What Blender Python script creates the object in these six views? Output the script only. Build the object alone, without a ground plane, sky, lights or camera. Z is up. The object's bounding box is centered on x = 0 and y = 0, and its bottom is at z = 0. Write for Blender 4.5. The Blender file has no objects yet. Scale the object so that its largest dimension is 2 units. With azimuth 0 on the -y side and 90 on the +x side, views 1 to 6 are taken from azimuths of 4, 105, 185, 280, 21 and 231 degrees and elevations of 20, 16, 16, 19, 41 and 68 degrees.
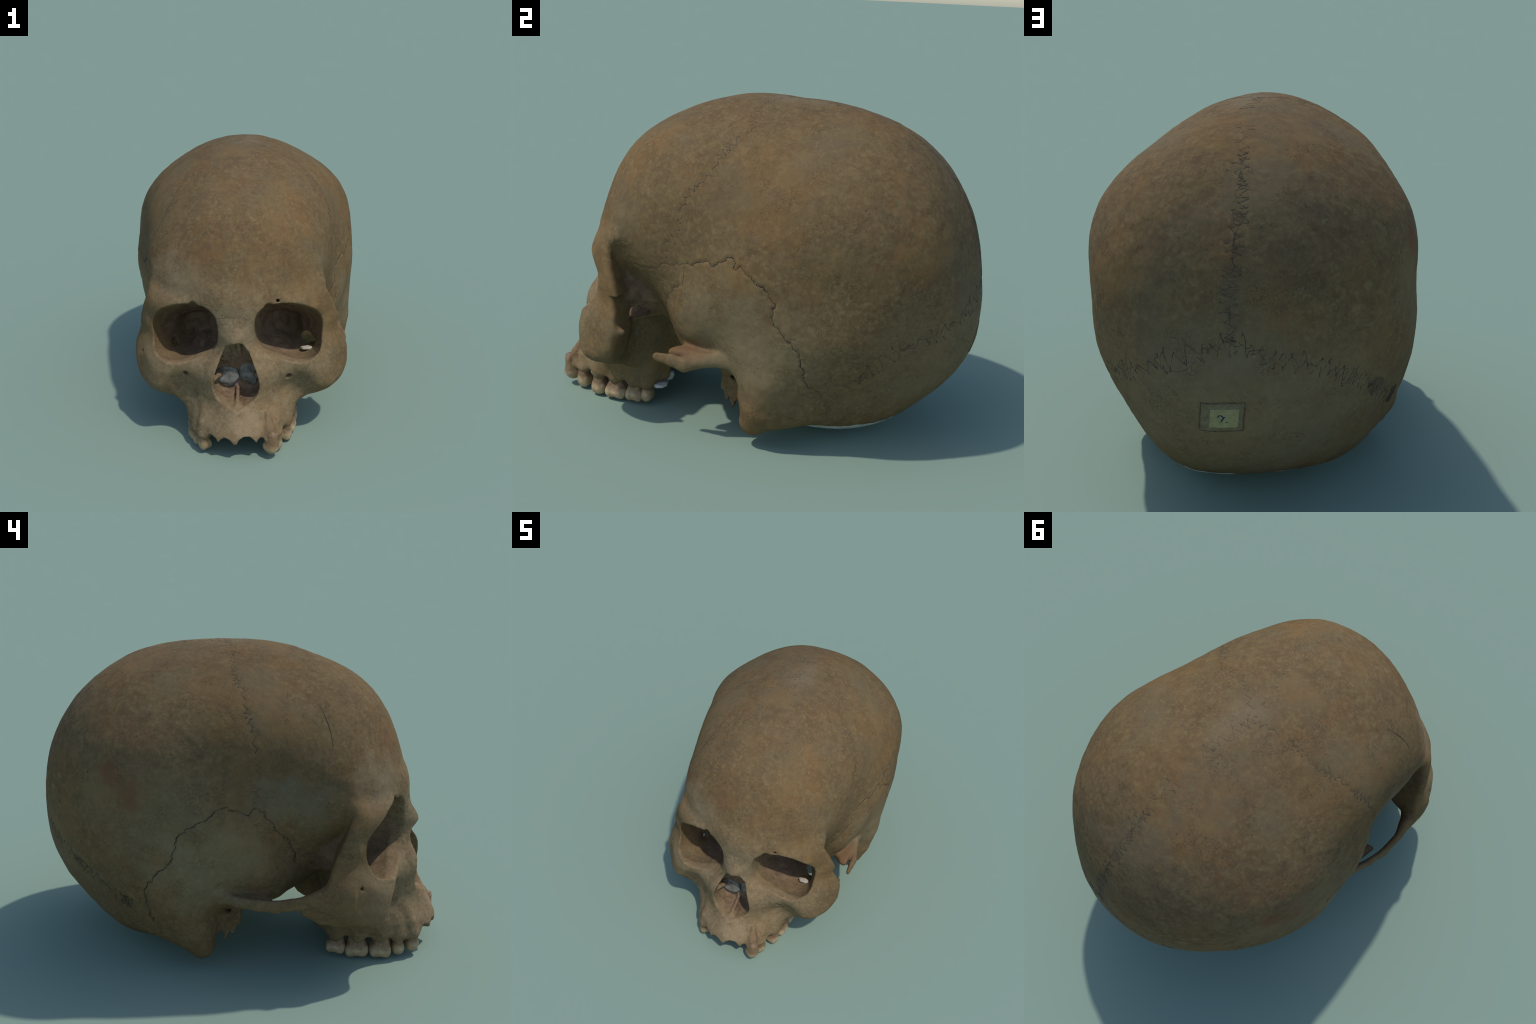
import bpy, bmesh, math
import numpy as np
from mathutils import Vector, noise as mnoise
from mathutils.bvhtree import BVHTree

# ----------------------------------------------------------------------------
#  An old human cranium (no lower jaw), built as one implicit solid:
#  braincase + facial block + cheekbones + arches + mastoids, minus orbits,
#  nose opening, ear canals and tooth sockets.  The solid is polygonised and the
#  surface is then cut into its bones along the sutures.
# ----------------------------------------------------------------------------
H = 0.0065                      # grid step of the solid, metres
MID = 0.0165                    # the face's midline lies a little off x = 0
rng = np.random.default_rng(7)

gx = np.arange(-0.72, 0.745, H, dtype=np.float32)
gy = np.arange(-1.05, 1.05, H, dtype=np.float32)
gz = np.arange(-0.03, 1.55, H, dtype=np.float32)


# ------------------------------------------------------------------ helpers
def interp(x, xs, ys):
    return np.interp(x, xs, ys).astype(np.float32)


def smin(a, b, k):
    if k <= 0:
        return np.minimum(a, b)
    h = np.maximum(k - np.abs(a - b), 0) / k
    return np.minimum(a, b) - h * h * k * 0.25


def smax(a, b, k):
    return -smin(-a, -b, k)


class ValueNoise:
    """smooth lattice noise for whole arrays"""
    def __init__(self, seed, n=32):
        self.t = np.random.default_rng(seed).uniform(-1, 1, (n, n, n)).astype(np.float32)
        self.n = n

    def __call__(self, x, y, z, scale):
        out = 0
        q = [np.asarray(v, np.float32) * scale for v in (x, y, z)]
        i = [np.floor(v).astype(np.int32) for v in q]
        f = [v - w for v, w in zip(q, i)]
        f = [v * v * (3 - 2 * v) for v in f]
        n = self.n
        for a in (0, 1):
            wa = f[0] if a else 1 - f[0]
            for b in (0, 1):
                wb = f[1] if b else 1 - f[1]
                for c in (0, 1):
                    wc = f[2] if c else 1 - f[2]
                    out = out + wa * wb * wc * self.t[(i[0] + a) % n, (i[1] + b) % n, (i[2] + c) % n]
        return out


vn = ValueNoise(3)

# ------------------------------------------------------------------ braincase
# radius of the braincase from its centre, ring by ring: each ring is a cone about
# the ear-to-ear axis, and its values run back -> top -> brow -> base
CENTRE = np.array([0, 0.10, 0.78])
RINGS = [
    (-90, [0.645]),
    (-71, [0.680, 0.680, 0.634, 0.624, 0.627, 0.650, 0.694]),
    (-53, [0.741, 0.759, 0.717, 0.679, 0.662, 0.656, 0.608, 0.638, 0.646, 0.728, 0.755, 0.758]),
    (-35, [0.815, 0.809, 0.765, 0.717, 0.686, 0.702, 0.728, 0.763, 0.799, 0.698, 0.650, 0.645, 0.653, 0.739, 0.834, 0.814, 0.810]),
    (-17, [0.863, 0.846, 0.814, 0.757, 0.707, 0.694, 0.724, 0.755, 0.837, 0.860, 0.869, 0.777, 0.646, 0.507, 0.605, 0.676, 0.790, 0.875, 0.894, 0.893]),
    (0, [0.884, 0.851, 0.815, 0.779, 0.732, 0.705, 0.711, 0.756, 0.809, 0.863, 0.892, 0.916, 0.840, 0.605, 0.558, 0.536, 0.626, 0.715, 0.822, 0.891, 0.936, 0.926]),
    (17, [0.878, 0.848, 0.815, 0.761, 0.706, 0.695, 0.716, 0.764, 0.854, 0.876, 0.897, 0.786, 0.598, 0.566, 0.584, 0.672, 0.820, 0.896, 0.907, 0.923]),
    (35, [0.839, 0.827, 0.784, 0.718, 0.679, 0.686, 0.732, 0.783, 0.806, 0.719, 0.646, 0.656, 0.660, 0.800, 0.824, 0.825, 0.827]),
    (53, [0.760, 0.770, 0.725, 0.672, 0.670, 0.670, 0.647, 0.671, 0.656, 0.754, 0.755, 0.769]),
    (71, [0.688, 0.685, 0.647, 0.633, 0.643, 0.663, 0.684]),
    (90, [0.659]),
]
node_dirs, node_r = [], []
for lat, radii in RINGS:
    l = math.radians(lat)
    for k, r in enumerate(radii):
        a = 2 * math.pi * k / len(radii)
        node_dirs.append((math.sin(l), math.cos(l) * math.cos(a), math.cos(l) * math.sin(a)))
        node_r.append(r)
node_dirs = np.array(node_dirs)
node_r = np.array(node_r)


def kernel(A, B):
    return np.exp(-np.maximum(2 - 2 * A @ B.T, 0) / (2 * 0.37 ** 2))


weights = np.linalg.solve(kernel(node_dirs, node_dirs) + 1e-3 * np.eye(len(node_r)), node_r)
# lookup table over (latitude toward +x, longitude about x)
LA, LO = 181, 361
la = np.linspace(-math.pi / 2, math.pi / 2, LA)
lo = np.linspace(-math.pi, math.pi, LO)
LAg, LOg = np.meshgrid(la, lo, indexing="ij")
D = np.stack([np.sin(LAg), np.cos(LAg) * np.cos(LOg), np.cos(LAg) * np.sin(LOg)], -1).reshape(-1, 3)
RT = (kernel(D, node_dirs) @ weights).reshape(LA, LO).astype(np.float32)


def braincase_radius(dx, dy, dz, r):
    u = (np.arcsin(np.clip(dx / r, -1, 1)) / math.pi + 0.5) * (LA - 1)
    v = (np.arctan2(dz, dy) / (2 * math.pi) + 0.5) * (LO - 1)
    i = np.clip(u.astype(np.int32), 0, LA - 2)
    j = np.clip(v.astype(np.int32), 0, LO - 2)
    fu, fv = u - i, v - j
    return (RT[i, j] * (1 - fu) + RT[i + 1, j] * fu) * (1 - fv) + (RT[i, j + 1] * (1 - fu) + RT[i + 1, j + 1] * fu) * fv


# ------------------------------------------------------------------ the field
X3, Y3, Z3 = gx[:, None, None], gy[None, :, None], gz[None, None, :]
dx, dy, dz = X3 - np.float32(CENTRE[0]), Y3 - np.float32(CENTRE[1]), Z3 - np.float32(CENTRE[2])
rr = np.sqrt(dx * dx + dy * dy + dz * dz) + 1e-6
F = ((rr - braincase_radius(dx, dy, dz, rr)) * np.float32(0.92)).astype(np.float32)
del rr


def box(x0, x1, y0, y1, z0, z1):
    s = []
    for g, a, b in ((gx, x0, x1), (gy, y0, y1), (gz, z0, z1)):
        s.append(slice(max(int(np.searchsorted(g, a)) - 1, 0), min(int(np.searchsorted(g, b)) + 1, len(g))))
    s = tuple(s)
    return s, gx[s[0]][:, None, None], gy[s[1]][None, :, None], gz[s[2]][None, None, :]


def add(bounds, func, k):
    s, x, y, z = box(*bounds)
    F[s] = smin(F[s], func(x, y, z).astype(np.float32), k)


def cut(bounds, func, k):
    s, x, y, z = box(*bounds)
    F[s] = smax(F[s], -func(x, y, z).astype(np.float32), k)


def ellipsoid(c, r, tilt=None):
    def f(x, y, z):
        a, b, d = x - c[0], y - c[1], z - c[2]
        if tilt:
            ax, ang = tilt
            co, si = math.cos(ang), math.sin(ang)
            if ax == "x":
                b, d = co * b + si * d, -si * b + co * d
            elif ax == "y":
                a, d = co * a - si * d, si * a + co * d
            else:
                a, b = co * a + si * b, -si * a + co * b
        k = np.sqrt((a / r[0]) ** 2 + (b / r[1]) ** 2 + (d / r[2]) ** 2)
        return (k - 1) * min(r)
    return f


def tube(points, flat=(1, 1, 1)):
    """round-ended sweep through (x, y, z, radius); flat scales the axes"""
    fl = np.array(flat)
    P = [np.array(p, float) for p in points]

    def f(x, y, z):
        out = None
        for p, q in zip(P[:-1], P[1:]):
            a, b = p[:3] * fl, q[:3] * fl
            ab = b - a
            px, py, pz = x * fl[0] - a[0], y * fl[1] - a[1], z * fl[2] - a[2]
            t = np.clip((px * ab[0] + py * ab[1] + pz * ab[2]) / (ab @ ab), 0, 1)
            d = np.sqrt((px - t * ab[0]) ** 2 + (py - t * ab[1]) ** 2 + (pz - t * ab[2]) ** 2) - (p[3] + t * (q[3] - p[3]))
            out = d if out is None else smin(out, d, 0.01)
        return out
    return f


def polygon_distance(px, pz, poly):
    """signed distance to a closed outline in 2D (negative inside)"""
    d = np.full(np.broadcast(px, pz).shape, 1e9)
    sign = np.ones(d.shape)
    n = len(poly)
    for i in range(n):
        ax, az = poly[i]
        bx, bz = poly[i - 1]
        ex, ez = bx - ax, bz - az
        wx, wz = px - ax, pz - az
        t = np.clip((wx * ex + wz * ez) / (ex * ex + ez * ez), 0, 1)
        d = np.minimum(d, (wx - ex * t) ** 2 + (wz - ez * t) ** 2)
        c1, c2, c3 = pz >= az, pz < bz, ex * wz > ez * wx
        sign = np.where((c1 & c2 & c3) | (~c1 & ~c2 & ~c3), -sign, sign)
    return sign * np.sqrt(d)


# ---- facial block: a front relief through measured landmarks ----------------
midline = [(1.00, -0.70), (0.93, -0.75), (0.86, -0.812), (0.80, -0.816), (0.752, -0.814), (0.70, -0.842), (0.64, -0.878),
           (0.52, -0.87), (0.40, -0.885), (0.30, -0.912), (0.24, -0.932), (0.18, -0.962), (0.12, -0.985), (0.06, -0.99)]
sides = [(.10, .87, -.797), (.20, .815, -.765), (.20, .90, -.72), (.28, .81, -.757), (.34, .795, -.740), (.36, .90, -.64), (.387, .77, -.728), (.437, .728, -.686),
         (.46, .69, -.655), (.475, .80, -.648), (.43, .79, -.684),
         (.112, .60, -.79), (.09, .70, -.80), (.045, .66, -.853), (.045, .72, -.825), (.10, .50, -.878), (.125, .42, -.886), (.125, .33, -.870), (.09, .25, -.890), (.14, .25, -.856),
         (.16, .545, -.790), (.23, .519, -.793), (.27, .507, -.789), (.352, .492, -.784), (.378, .497, -.776), (.422, .514, -.728), (.45, .59, -.668), (.50, .65, -.63), (.512, .49, -.675),
         (.42, .42, -.776), (.47, .40, -.740), (.55, .42, -.63), (.56, .35, -.63),
         (.268, .40, -.786), (.25, .32, -.755), (.34, .36, -.748), (.42, .34, -.762), (.48, .32, -.730), (.38, .27, -.72), (.55, .25, -.62),
         (.19, .29, -.825), (.18, .20, -.872), (.25, .20, -.79), (.10, .20, -.922), (.10, .12, -.955), (.19, .10, -.89), (.27, .10, -.79), (.36, .12, -.66),
         (.36, 1.02, -.56), (.18, 1.02, -.66), (.55, .80, -.56), (.58, .6, -.5)]
ctrl = [(MID, z, y) for z, y in midline] + [(MID + s * x, z, y) for x, z, y in sides for s in (-1, 1)]
ctrl = np.array(ctrl)


def tps(r):
    return np.where(r > 1e-9, r * r * np.log(np.maximum(r, 1e-9)), 0)


nC = len(ctrl)
M = np.zeros((nC + 3, nC + 3))
dd = np.hypot(ctrl[:, None, 0] - ctrl[None, :, 0], ctrl[:, None, 1] - ctrl[None, :, 1])
M[:nC, :nC] = tps(dd) + 6e-4 * np.eye(nC)
M[:nC, nC] = M[nC, :nC] = 1
M[:nC, nC + 1:] = ctrl[:, :2]
M[nC + 1:, :nC] = ctrl[:, :2].T
tw = np.linalg.solve(M, np.concatenate([ctrl[:, 2], np.zeros(3)]))


def face_front(x, z):
    out = tw[nC] + tw[nC + 1] * x + tw[nC + 2] * z
    for w, c in zip(tw[:nC], ctrl):
        out = out + w * tps(np.hypot(x - c[0], z - c[1]))
    return out


half_outline = [(0, .98), (.26, .98), (.40, .93), (.470, .86), (.497, .80), (.521, .74), (.543, .68), (.564, .58), (.585, .48), (.587, .38),
                (.570, .335), (.550, .312), (.505, .287), (.46, .267), (.42, .252), (.36, .231), (.31, .20), (.285, .12), (0, .12)]
outline = [(MID + x, z) for x, z in half_outline] + [(MID - x, z) for x, z in half_outline[::-1] if x > 0]


def face_block(x, y, z):
    xx, zz = x[:, 0, 0][:, None], z[0, 0, :][None, :]
    ff = face_front(xx, zz)
    g0, g1 = np.gradient(ff, H)
    slope = np.sqrt(1 + g0 ** 2 + g1 ** 2)
    out2 = polygon_distance(xx + 0 * zz, zz + 0 * xx, outline)
    ax = np.abs(xx - MID)
    rear_cheek = interp(zz, [.2, .36, .45, .55, .65, .73, .82, .95], [-.555, -.505, -.485, -.500, -.535, -.566, -.59, -.53])
    rear_mid = interp(ax, [.0, .22, .28, .33, .38], [-.40, -.40, -.46, -.53, -.55])
    w = interp(ax, [.33, .42], [0, 1])
    rear_cheek = rear_cheek - 0.028 * (xx > 0) * (zz < 0.62)
    rear = rear_mid * (1 - w) + rear_cheek * w
    front = (ff[:, None, :] - y) / slope[:, None, :]
    back = (y - rear[:, None, :]) * 0.9
    f = smax(front, out2[:, None, :], 0.035)
    return smax(f, back, 0.03)


add((-.68, .70, -1.04, -.30, .06, 1.05), face_block, 0.022)


# ---- orbits ------------------------------------------------------------------
# rim of the eye socket, from the midline outward (distance from midline, height)
RIM = [(.104, .64), (.106, .71), (.124, .765), (.17, .797), (.25, .803), (.31, .796), (.37, .780), (.423, .757), (.456, .722), (.464, .67), (.455, .61), (.448, .56),
       (.422, .510), (.375, .488), (.32, .484), (.27, .498), (.215, .520), (.155, .543), (.116, .578)]


def smooth_outline(poly, n=4):
    P = np.array(poly)
    out = []
    for i in range(len(P)):
        a, b, c, d = P[i - 1], P[i], P[(i + 1) % len(P)], P[(i + 2) % len(P)]
        for t in np.arange(n) / n:
            out.append(0.5 * (2 * b + (c - a) * t + (2 * a - 5 * b + 4 * c - d) * t * t + (3 * b - a - 3 * c + d) * t ** 3))
    return out


def orbit(side, grow=0.0):
    c = np.array([0.283 if side > 0 else 0.288, 0.635])
    stretch = 1.0 if side > 0 else 1.035
    poly = [(p[0] - c[0], p[1] - c[1]) for p in smooth_outline(RIM, 2)]

    def f(x, y, z):
        s = np.clip((y + 0.74) / 0.40, 0, 1)
        narrowing = 1.01 - 0.80 * s ** 1.4 + 0.06 * np.sin(np.clip(s * 4.5, 0, math.pi))
        a = ((x - MID) * side - (c[0] - 0.040 * s)) / stretch
        b = z - (c[1] - (0.035 * (1 - np.exp(-4 * s)) + 0.065 * s))
        d = polygon_distance(a / narrowing, b / narrowing, poly) * narrowing - grow
        return smax(d, y + 0.36 - grow, 0.05)
    return f


for s in (-1, 1):
    # thin bony shell round the eye socket, seen from the temple
    shell = orbit(s, 0.017)

    def housing(x, y, z, shell=shell):
        return smax(shell(x, y, z), -0.60 - y, 0.02)
    add((-.6, .62, -.66, -.2, .38, .9), housing, 0.03)
for s in (-1, 1):
    bounds = (-.56, MID, -1.04, -.2, .40, .86) if s < 0 else (MID, .58, -1.04, -.2, .40, .86)
    cut(bounds, orbit(s), 0.010)

# temple ridge: closes the corner between brow and braincase
for s in (-1, 1):
    add((-.6, .62, -.68, -.3, .55, 1.0), tube([(MID + s * .40, -.550, .93, .042), (MID + s * .412, -.560, .86, .042), (MID + s * .393, -.552, .78, .034), (MID + s * .355, -.53, .71, .024)]), 0.05)
    cut((-.56, MID, -1.04, -.2, .40, .86) if s < 0 else (MID, .58, -1.04, -.2, .40, .86), orbit(s), 0.010)
    # root of the temple wall, down to the arch
    add((-.6, .6, -.5, -.05, .3, .75), tube([(s * .385, -.27, .47, .035), (s * .405, -.23, .40, .035), (s * .42, -.12, .36, .04)]), 0.05)
    add((-.5, .5, -.5, .0, .3, .75), tube([(s * .20, -.36, .52, .09), (s * .30, -.27, .44, .07), (s * .34, -.16, .38, .07)]), 0.06)

# ---- maxilla: tooth-bearing arch, palate -------------------------------------
def tooth_arch(x, y, z):
    lift = np.clip((z - 0.10) / 0.2, -0.3, 1)
    hl = 0.430 - 0.092 * lift
    hw = 0.278 - 0.03 * lift
    k = (np.abs((x - MID) / hw) ** 2.3 + np.abs(np.minimum(y + 0.555, 0) / hl) ** 2.3) ** (1 / 2.3)
    d = (k - 1) * 0.31
    d = smax(d, y + 0.475 - 0.15 * (z - 0.1), 0.05)
    d = smax(d, 0.094 - z + 0.026 * np.clip((y + 0.97) / 0.15, 0, 1), 0.025)
    return smax(d, z - 0.33, 0.03)


add((-.4, .43, -1.04, -.3, .05, .40), tooth_arch, 0.03)


def palate(x, y, z):
    k = (np.abs((x - MID) / 0.205) ** 2.3 + np.abs(np.minimum(y + 0.56, 0) / 0.325) ** 2.3) ** (1 / 2.3)
    return smax((k - 1) * 0.2, z - 0.19, 0.05)


cut((-.3, .33, -1.0, -.2, -.03, .25), palate, 0.02)

# tuberosity and wing-like plates behind the tooth row
for s in (-1, 1):
    add((-.45, .48, -.62, -.15, .05, .62), ellipsoid((MID + s * .182, -.375, .40), (.024, .105, .145), ("z", -s * 0.12)), 0.04)
    add((-.45, .48, -.62, -.15, .05, .62), tube([(MID + s * .205, -.50, .45, .06), (MID + s * .205, -.50, .25, .050), (MID + s * .20, -.48, .15, .035)]), 0.05)

# ---- nose opening ---------------------------------------------------------------
NOSE_RIM = [(-.036, .612), (0.0, .628), (.036, .624), (.058, .585), (.082, .535), (.108, .466), (.120, .400), (.112, .345), (.085, .308), (.045, .286), (0, .268),
            (-.045, .286), (-.085, .308), (-.112, .345), (-.120, .40), (-.105, .466), (-.078, .535), (-.056, .580)]


def nose(x, y, z):
    deep = np.clip((y + 0.85) / 0.22, 0, 1)
    wide = 1 + 0.22 * deep
    d = polygon_distance((x - MID + 0.002) / wide + 0 * z, z - 0.02 * deep + 0 * x * y, smooth_outline(NOSE_RIM, 2))
    return smax(d, y + 0.745 + 0.25 * np.clip(z - 0.42, 0, 1), 0.03)


cut((-.2, .22, -1.04, -.5, .2, .7), nose, 0.008)

# nasal crest, septum remnants and turbinates
add((-.1, .12, -.95, -.55, .2, .65), tube([(MID, -.88, .27, .012), (MID - .004, -.78, .31, .008), (MID - .006, -.66, .36, .008)]), 0.025)
add((-.1, .12, -.95, -.55, .2, .68), tube([(MID + .012, -.82, .64, .014), (MID + .016, -.80, .575, .011), (MID + .022, -.79, .535, .008)]), 0.015)
add((-.1, .12, -.85, -.55, .2, .68), tube([(MID + .006, -.79, .64, .010), (MID + .000, -.765, .55, .009), (MID + .008, -.75, .47, .006)]), 0.012)
for s in (-1, 1):
    add((-.2, .22, -.86, -.55, .2, .68), tube([(MID + s * .125, -.82, .40, .010), (MID + s * .10, -.77, .405, .014), (MID + s * .075, -.74, .40, .012)]), 0.012)
    add((-.2, .22, -.86, -.55, .2, .68), tube([(MID + s * .095, -.82, .53, .008), (MID + s * .07, -.77, .50, .012), (MID + s * .05, -.74, .49, .012)]), 0.012)

# ---- cheek arches --------------------------------------------------------------
arch_flat = (1.7, 1, 1)


def arch(points):
    return tube([(x, y, z, r) for x, y, z, r in points], (1.7, 1, 1))


add((-.68, -.38, -.62, .2, .25, .60), arch([(-.515, -.55, .440, .070), (-.550, -.465, .434, .050), (-.580, -.38, .424, .030), (-.592, -.27, .406, .029),
                                             (-.585, -.19, .402, .028), (-.567, -.09, .400, .026), (-.535, .02, .41, .022), (-.50, .08, .43, .02)]), 0.045)
add((.38, .70, -.42, .2, .25, .50), arch([(.590, -.322, .386, .021), (.588, -.26, .380, .026), (.583, -.20, .366, .033), (.562, -.10, .388, .026), (.535, .02, .40, .022), (.50, .08, .42, .02)]), 0.035)
# lower rim of the right cheekbone, running up to the arch
add((-.66, -.40, -.64, -.34, .22, .50), arch([(-.566, -.400, .380, .022), (-.540, -.470, .345, .034), (-.505, -.55, .325, .036)]), 0.03)
# shelves where the arches spring from the temple
for s in (-1, 1):
    def shelf(x, y, z, s=s):
        a = (x - 0.005) * s
        d = smax(a - interp(y, [-.26, -.12, .05], [.552, .550, .54]), np.abs(z - 0.395) - 0.022, 0.02)
        d = smax(d, -y - interp(a, [.44, .51, .58], [.21, .285, .305] if s > 0 else [.20, .235, .28]), 0.03)
        return smax(smax(d, y - 0.06, 0.03), 0.36 - a, 0.02)
    add((-.68, .68, -.34, .12, .30, .50), shelf, 0.03)

# torn rear edge of the left cheekbone
add((.40, .66, -.62, -.40, .25, .60), tube([(.555, -.55, .46, .03), (.575, -.492, .468, .012)]), 0.02)
cut((.44, .70, -.56, -.38, .28, .48), ellipsoid((.585, -.480, .395), (.04, .03, .04)), 0.012)
cut((.44, .70, -.56, -.38, .28, .60), ellipsoid((.580, -.49, .53), (.04, .03, .035)), 0.012)

# ---- mastoids, ear canals --------------------------------------------------------
for s, cx in ((1, .515), (-1, -.505)):
    add((-.72, .72, -.15, .5, 0, .5), tube([(cx + s * .02, .16, .34, .08), (cx + s * .0, .13, .20, .082), (cx - s * .015, .10, .118, .048)]), 0.06)
    add((-.72, .72, -.15, .6, 0, .5), tube([(cx - s * .015, .10, .125, .050), (cx - s * .04, .20, .17, .055), (cx - s * .10, .30, .21, .05)] if s < 0 else [(cx - s * .015, .10, .125, .050), (cx - s * .02, .20, .17, .062), (cx - s * .06, .34, .235, .06)]), 0.06)
    add((-.72, .72, -.1, .5, .05, .5), ellipsoid((cx - s * .075, .20, .235), (.11, .17, .115)), 0.06)
    # tympanic plate, deep behind the ear opening, with a ragged lower lip
    def plate(x, y, z, s=s):
        a = x * s
        lip = 0.155 + 0.9 * np.abs(y + 0.01) + 0.012 * np.sin(y * 170) + 0.006 * np.sin(y * 410 + 1)
        d = smax(np.abs(a - 0.425 + 0.3 * (z - .25)) - 0.016, np.abs(y + 0.005) - 0.075, 0.02)
        return smax(smax(d, lip - z, 0.01), z - 0.40, 0.02)
    add((-.5, .5, -.12, .1, .12, .42), plate, 0.02)
    cut((-.72, .72, -.15, .15, .1, .40), ellipsoid((cx + s * .03, -.022, .258), (.085, .046, .075), ("x", -0.45)), 0.016)
    cut((-.72, .72, -.15, .15, .1, .40), tube([(cx - s * .02, -.005, .285, .020), (cx - s * .11, -.02, .29, .012)]), 0.01)
    # groove behind the mastoid
    cut((-.7, .7, .0, .5, 0, .25), tube([(cx - s * .085, .06, .05, .02), (cx - s * .11, .30, .09, .02)]), 0.03)

# ---- small openings of the face -------------------------------------------------------
cut((.2, .4, -.85, -.6, .3, .5), tube([(.287, -.80, .388, .014), (.283, -.74, .425, .016)]), 0.006)
cut((-.4, -.2, -.85, -.6, .3, .5), tube([(-.258, -.81, .405, .014), (-.256, -.75, .44, .016)]), 0.006)
cut((.1, .3, -.85, -.6, .7, .9), tube([(.193, -.80, .800, .020), (.205, -.70, .775, .018)]), 0.008)
cut((.15, .3, -.85, -.6, .7, .9), tube([(.240, -.78, .828, .009), (.242, -.72, .815, .009)]), 0.004)
cut((-.3, -.1, -.85, -.6, .7, .9), tube([(-.205, -.79, .808, .022), (-.195, -.70, .785, .020)]), 0.008)
cut((-.6, -.4, -.75, -.55, .4, .6), tube([(-.525, -.665, .489, .008), (-.49, -.62, .489, .008)]), 0.003)
# fissure in the orbit floor, open to the temple pit
cut((.25, .5, -.66, -.36, .40, .6), tube([(.418, -.575, .500, .020), (.395, -.515, .500, .030), (.30, -.43, .51, .020)]), 0.008)
cut((-.45, -.2, -.66, -.36, .40, .6), tube([(-.355, -.575, .490, .016), (-.335, -.525, .497, .032), (-.27, -.43, .51, .020)]), 0.008)

# ---- empty front sockets: scalloped edge --------------------------------------------------
SOCKETS = [(-.120, -.900, .032), (-.046, -.948, .036), (.062, -.948, .045), (.148, -.905, .026)]
for x, y, r in SOCKETS:
    cut((-.3, .3, -1.04, -.8, .03, .3), tube([(x, y + .012, .06, r * .75), (x, y + .02, .118, r * .7), (x, y + .05, .20, r * .5)]), 0.006)
    cut((-.3, .3, -1.06, -.88, .03, .3), tube([(x, -1.06, .080 + .10 * (x + .05) ** 2, r + .010), (x, -.90, .100, r + .004)], (1.08, 1, 1)), 0.003)


# ---- teeth: kind, place of the chewing tip, turn, lean, scale ------------------------------
TEETH = [
    ("canine", .182, -.928, .026, 50, 12, (1.0, 1.0, 1.0)), ("premolar", .205, -.856, .008, 66, 8, (1.0, .82, 1.0)), ("premolar", .248, -.754, .008, 76, 5, (1.2, .92, 1.0)),
    ("molar", .266, -.656, .008, 84, 3, (1.08, .95, 1.0)), ("molar", .276, -.560, .010, 90, 0, (.86, .92, 1.0)), ("premolar", .278, -.494, .018, 90, -4, (.8, .85, .95)),
    ("premolar", -.165, -.872, .022, -60, 8, (.9, .82, 1.0)), ("premolar", -.200, -.810, .016, -68, 6, (.9, .9, 1.0)), ("molar", -.226, -.724, .006, -78, 4, (1.08, .95, 1.0)),
    ("molar", -.244, -.617, .006, -84, 2, (1.08, .95, 1.0)), ("molar", -.250, -.513, .016, -92, -4, (.98, .92, 1.0)),
]
# root ridges above each tooth
for kind, tx, ty, tz, yaw, lean, sc in TEETH:
    add((-.4, .42, -1.04, -.38, .06, .36), tube([(tx * 1.03, ty, .108, .034), (tx * 1.02, ty + .010, .17, .022), (tx * .96, ty + .035, .24, .008)]), 0.03)

# ------------------------------------------------------------------ polygonise
def surface_nets(f):
    ins = f < 0
    c = ins[:-1, :-1, :-1].astype(np.int8)
    total = np.zeros(c.shape, np.int8)
    for a in (0, 1):
        for b in (0, 1):
            for d in (0, 1):
                total += ins[a:a + c.shape[0], b:b + c.shape[1], d:d + c.shape[2]]
    act = np.argwhere((total > 0) & (total < 8)).astype(np.int32)
    ids = np.full(c.shape, -1, np.int32)
    ids[act[:, 0], act[:, 1], act[:, 2]] = np.arange(len(act))
    acc = np.zeros((len(act), 3))
    cnt = np.zeros(len(act))
    corners = [(a, b, d) for a in (0, 1) for b in (0, 1) for d in (0, 1)]
    val = {k: f[act[:, 0] + k[0], act[:, 1] + k[1], act[:, 2] + k[2]] for k in corners}
    for p in corners:
        for axis in range(3):
            if p[axis] == 0:
                q = list(p)
                q[axis] = 1
                q = tuple(q)
                m = (val[p] < 0) != (val[q] < 0)
                t = val[p][m] / (val[p][m] - val[q][m])
                pos = np.tile(np.array(p, float), (m.sum(), 1))
                pos[:, axis] = t
                acc[m] += pos
                cnt[m] += 1
    verts = (act + acc / cnt[:, None]) * H + np.array([gx[0], gy[0], gz[0]])
    quads = []
    for axis in range(3):
        sl0 = [slice(1, -1)] * 3
        sl1 = [slice(1, -1)] * 3
        sl0[axis] = slice(0, -1)
        sl1[axis] = slice(1, None)
        A, B = ins[tuple(sl0)], ins[tuple(sl1)]
        e = np.argwhere(A != B)
        flip = A[e[:, 0], e[:, 1], e[:, 2]]
        off = np.ones(3, int)
        off[axis] = 0
        e = e + off
        u, v = [(1, 2), (2, 0), (0, 1)][axis]
        q = []
        for du, dv in ((-1, -1), (0, -1), (0, 0), (-1, 0)):
            g = e.copy()
            g[:, u] += du
            g[:, v] += dv
            q.append(ids[g[:, 0], g[:, 1], g[:, 2]])
        q = np.stack(q, 1)
        q[~flip] = q[~flip][:, ::-1]
        quads.append(q)
    return verts, np.concatenate(quads)


V, Q = surface_nets(F)
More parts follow.
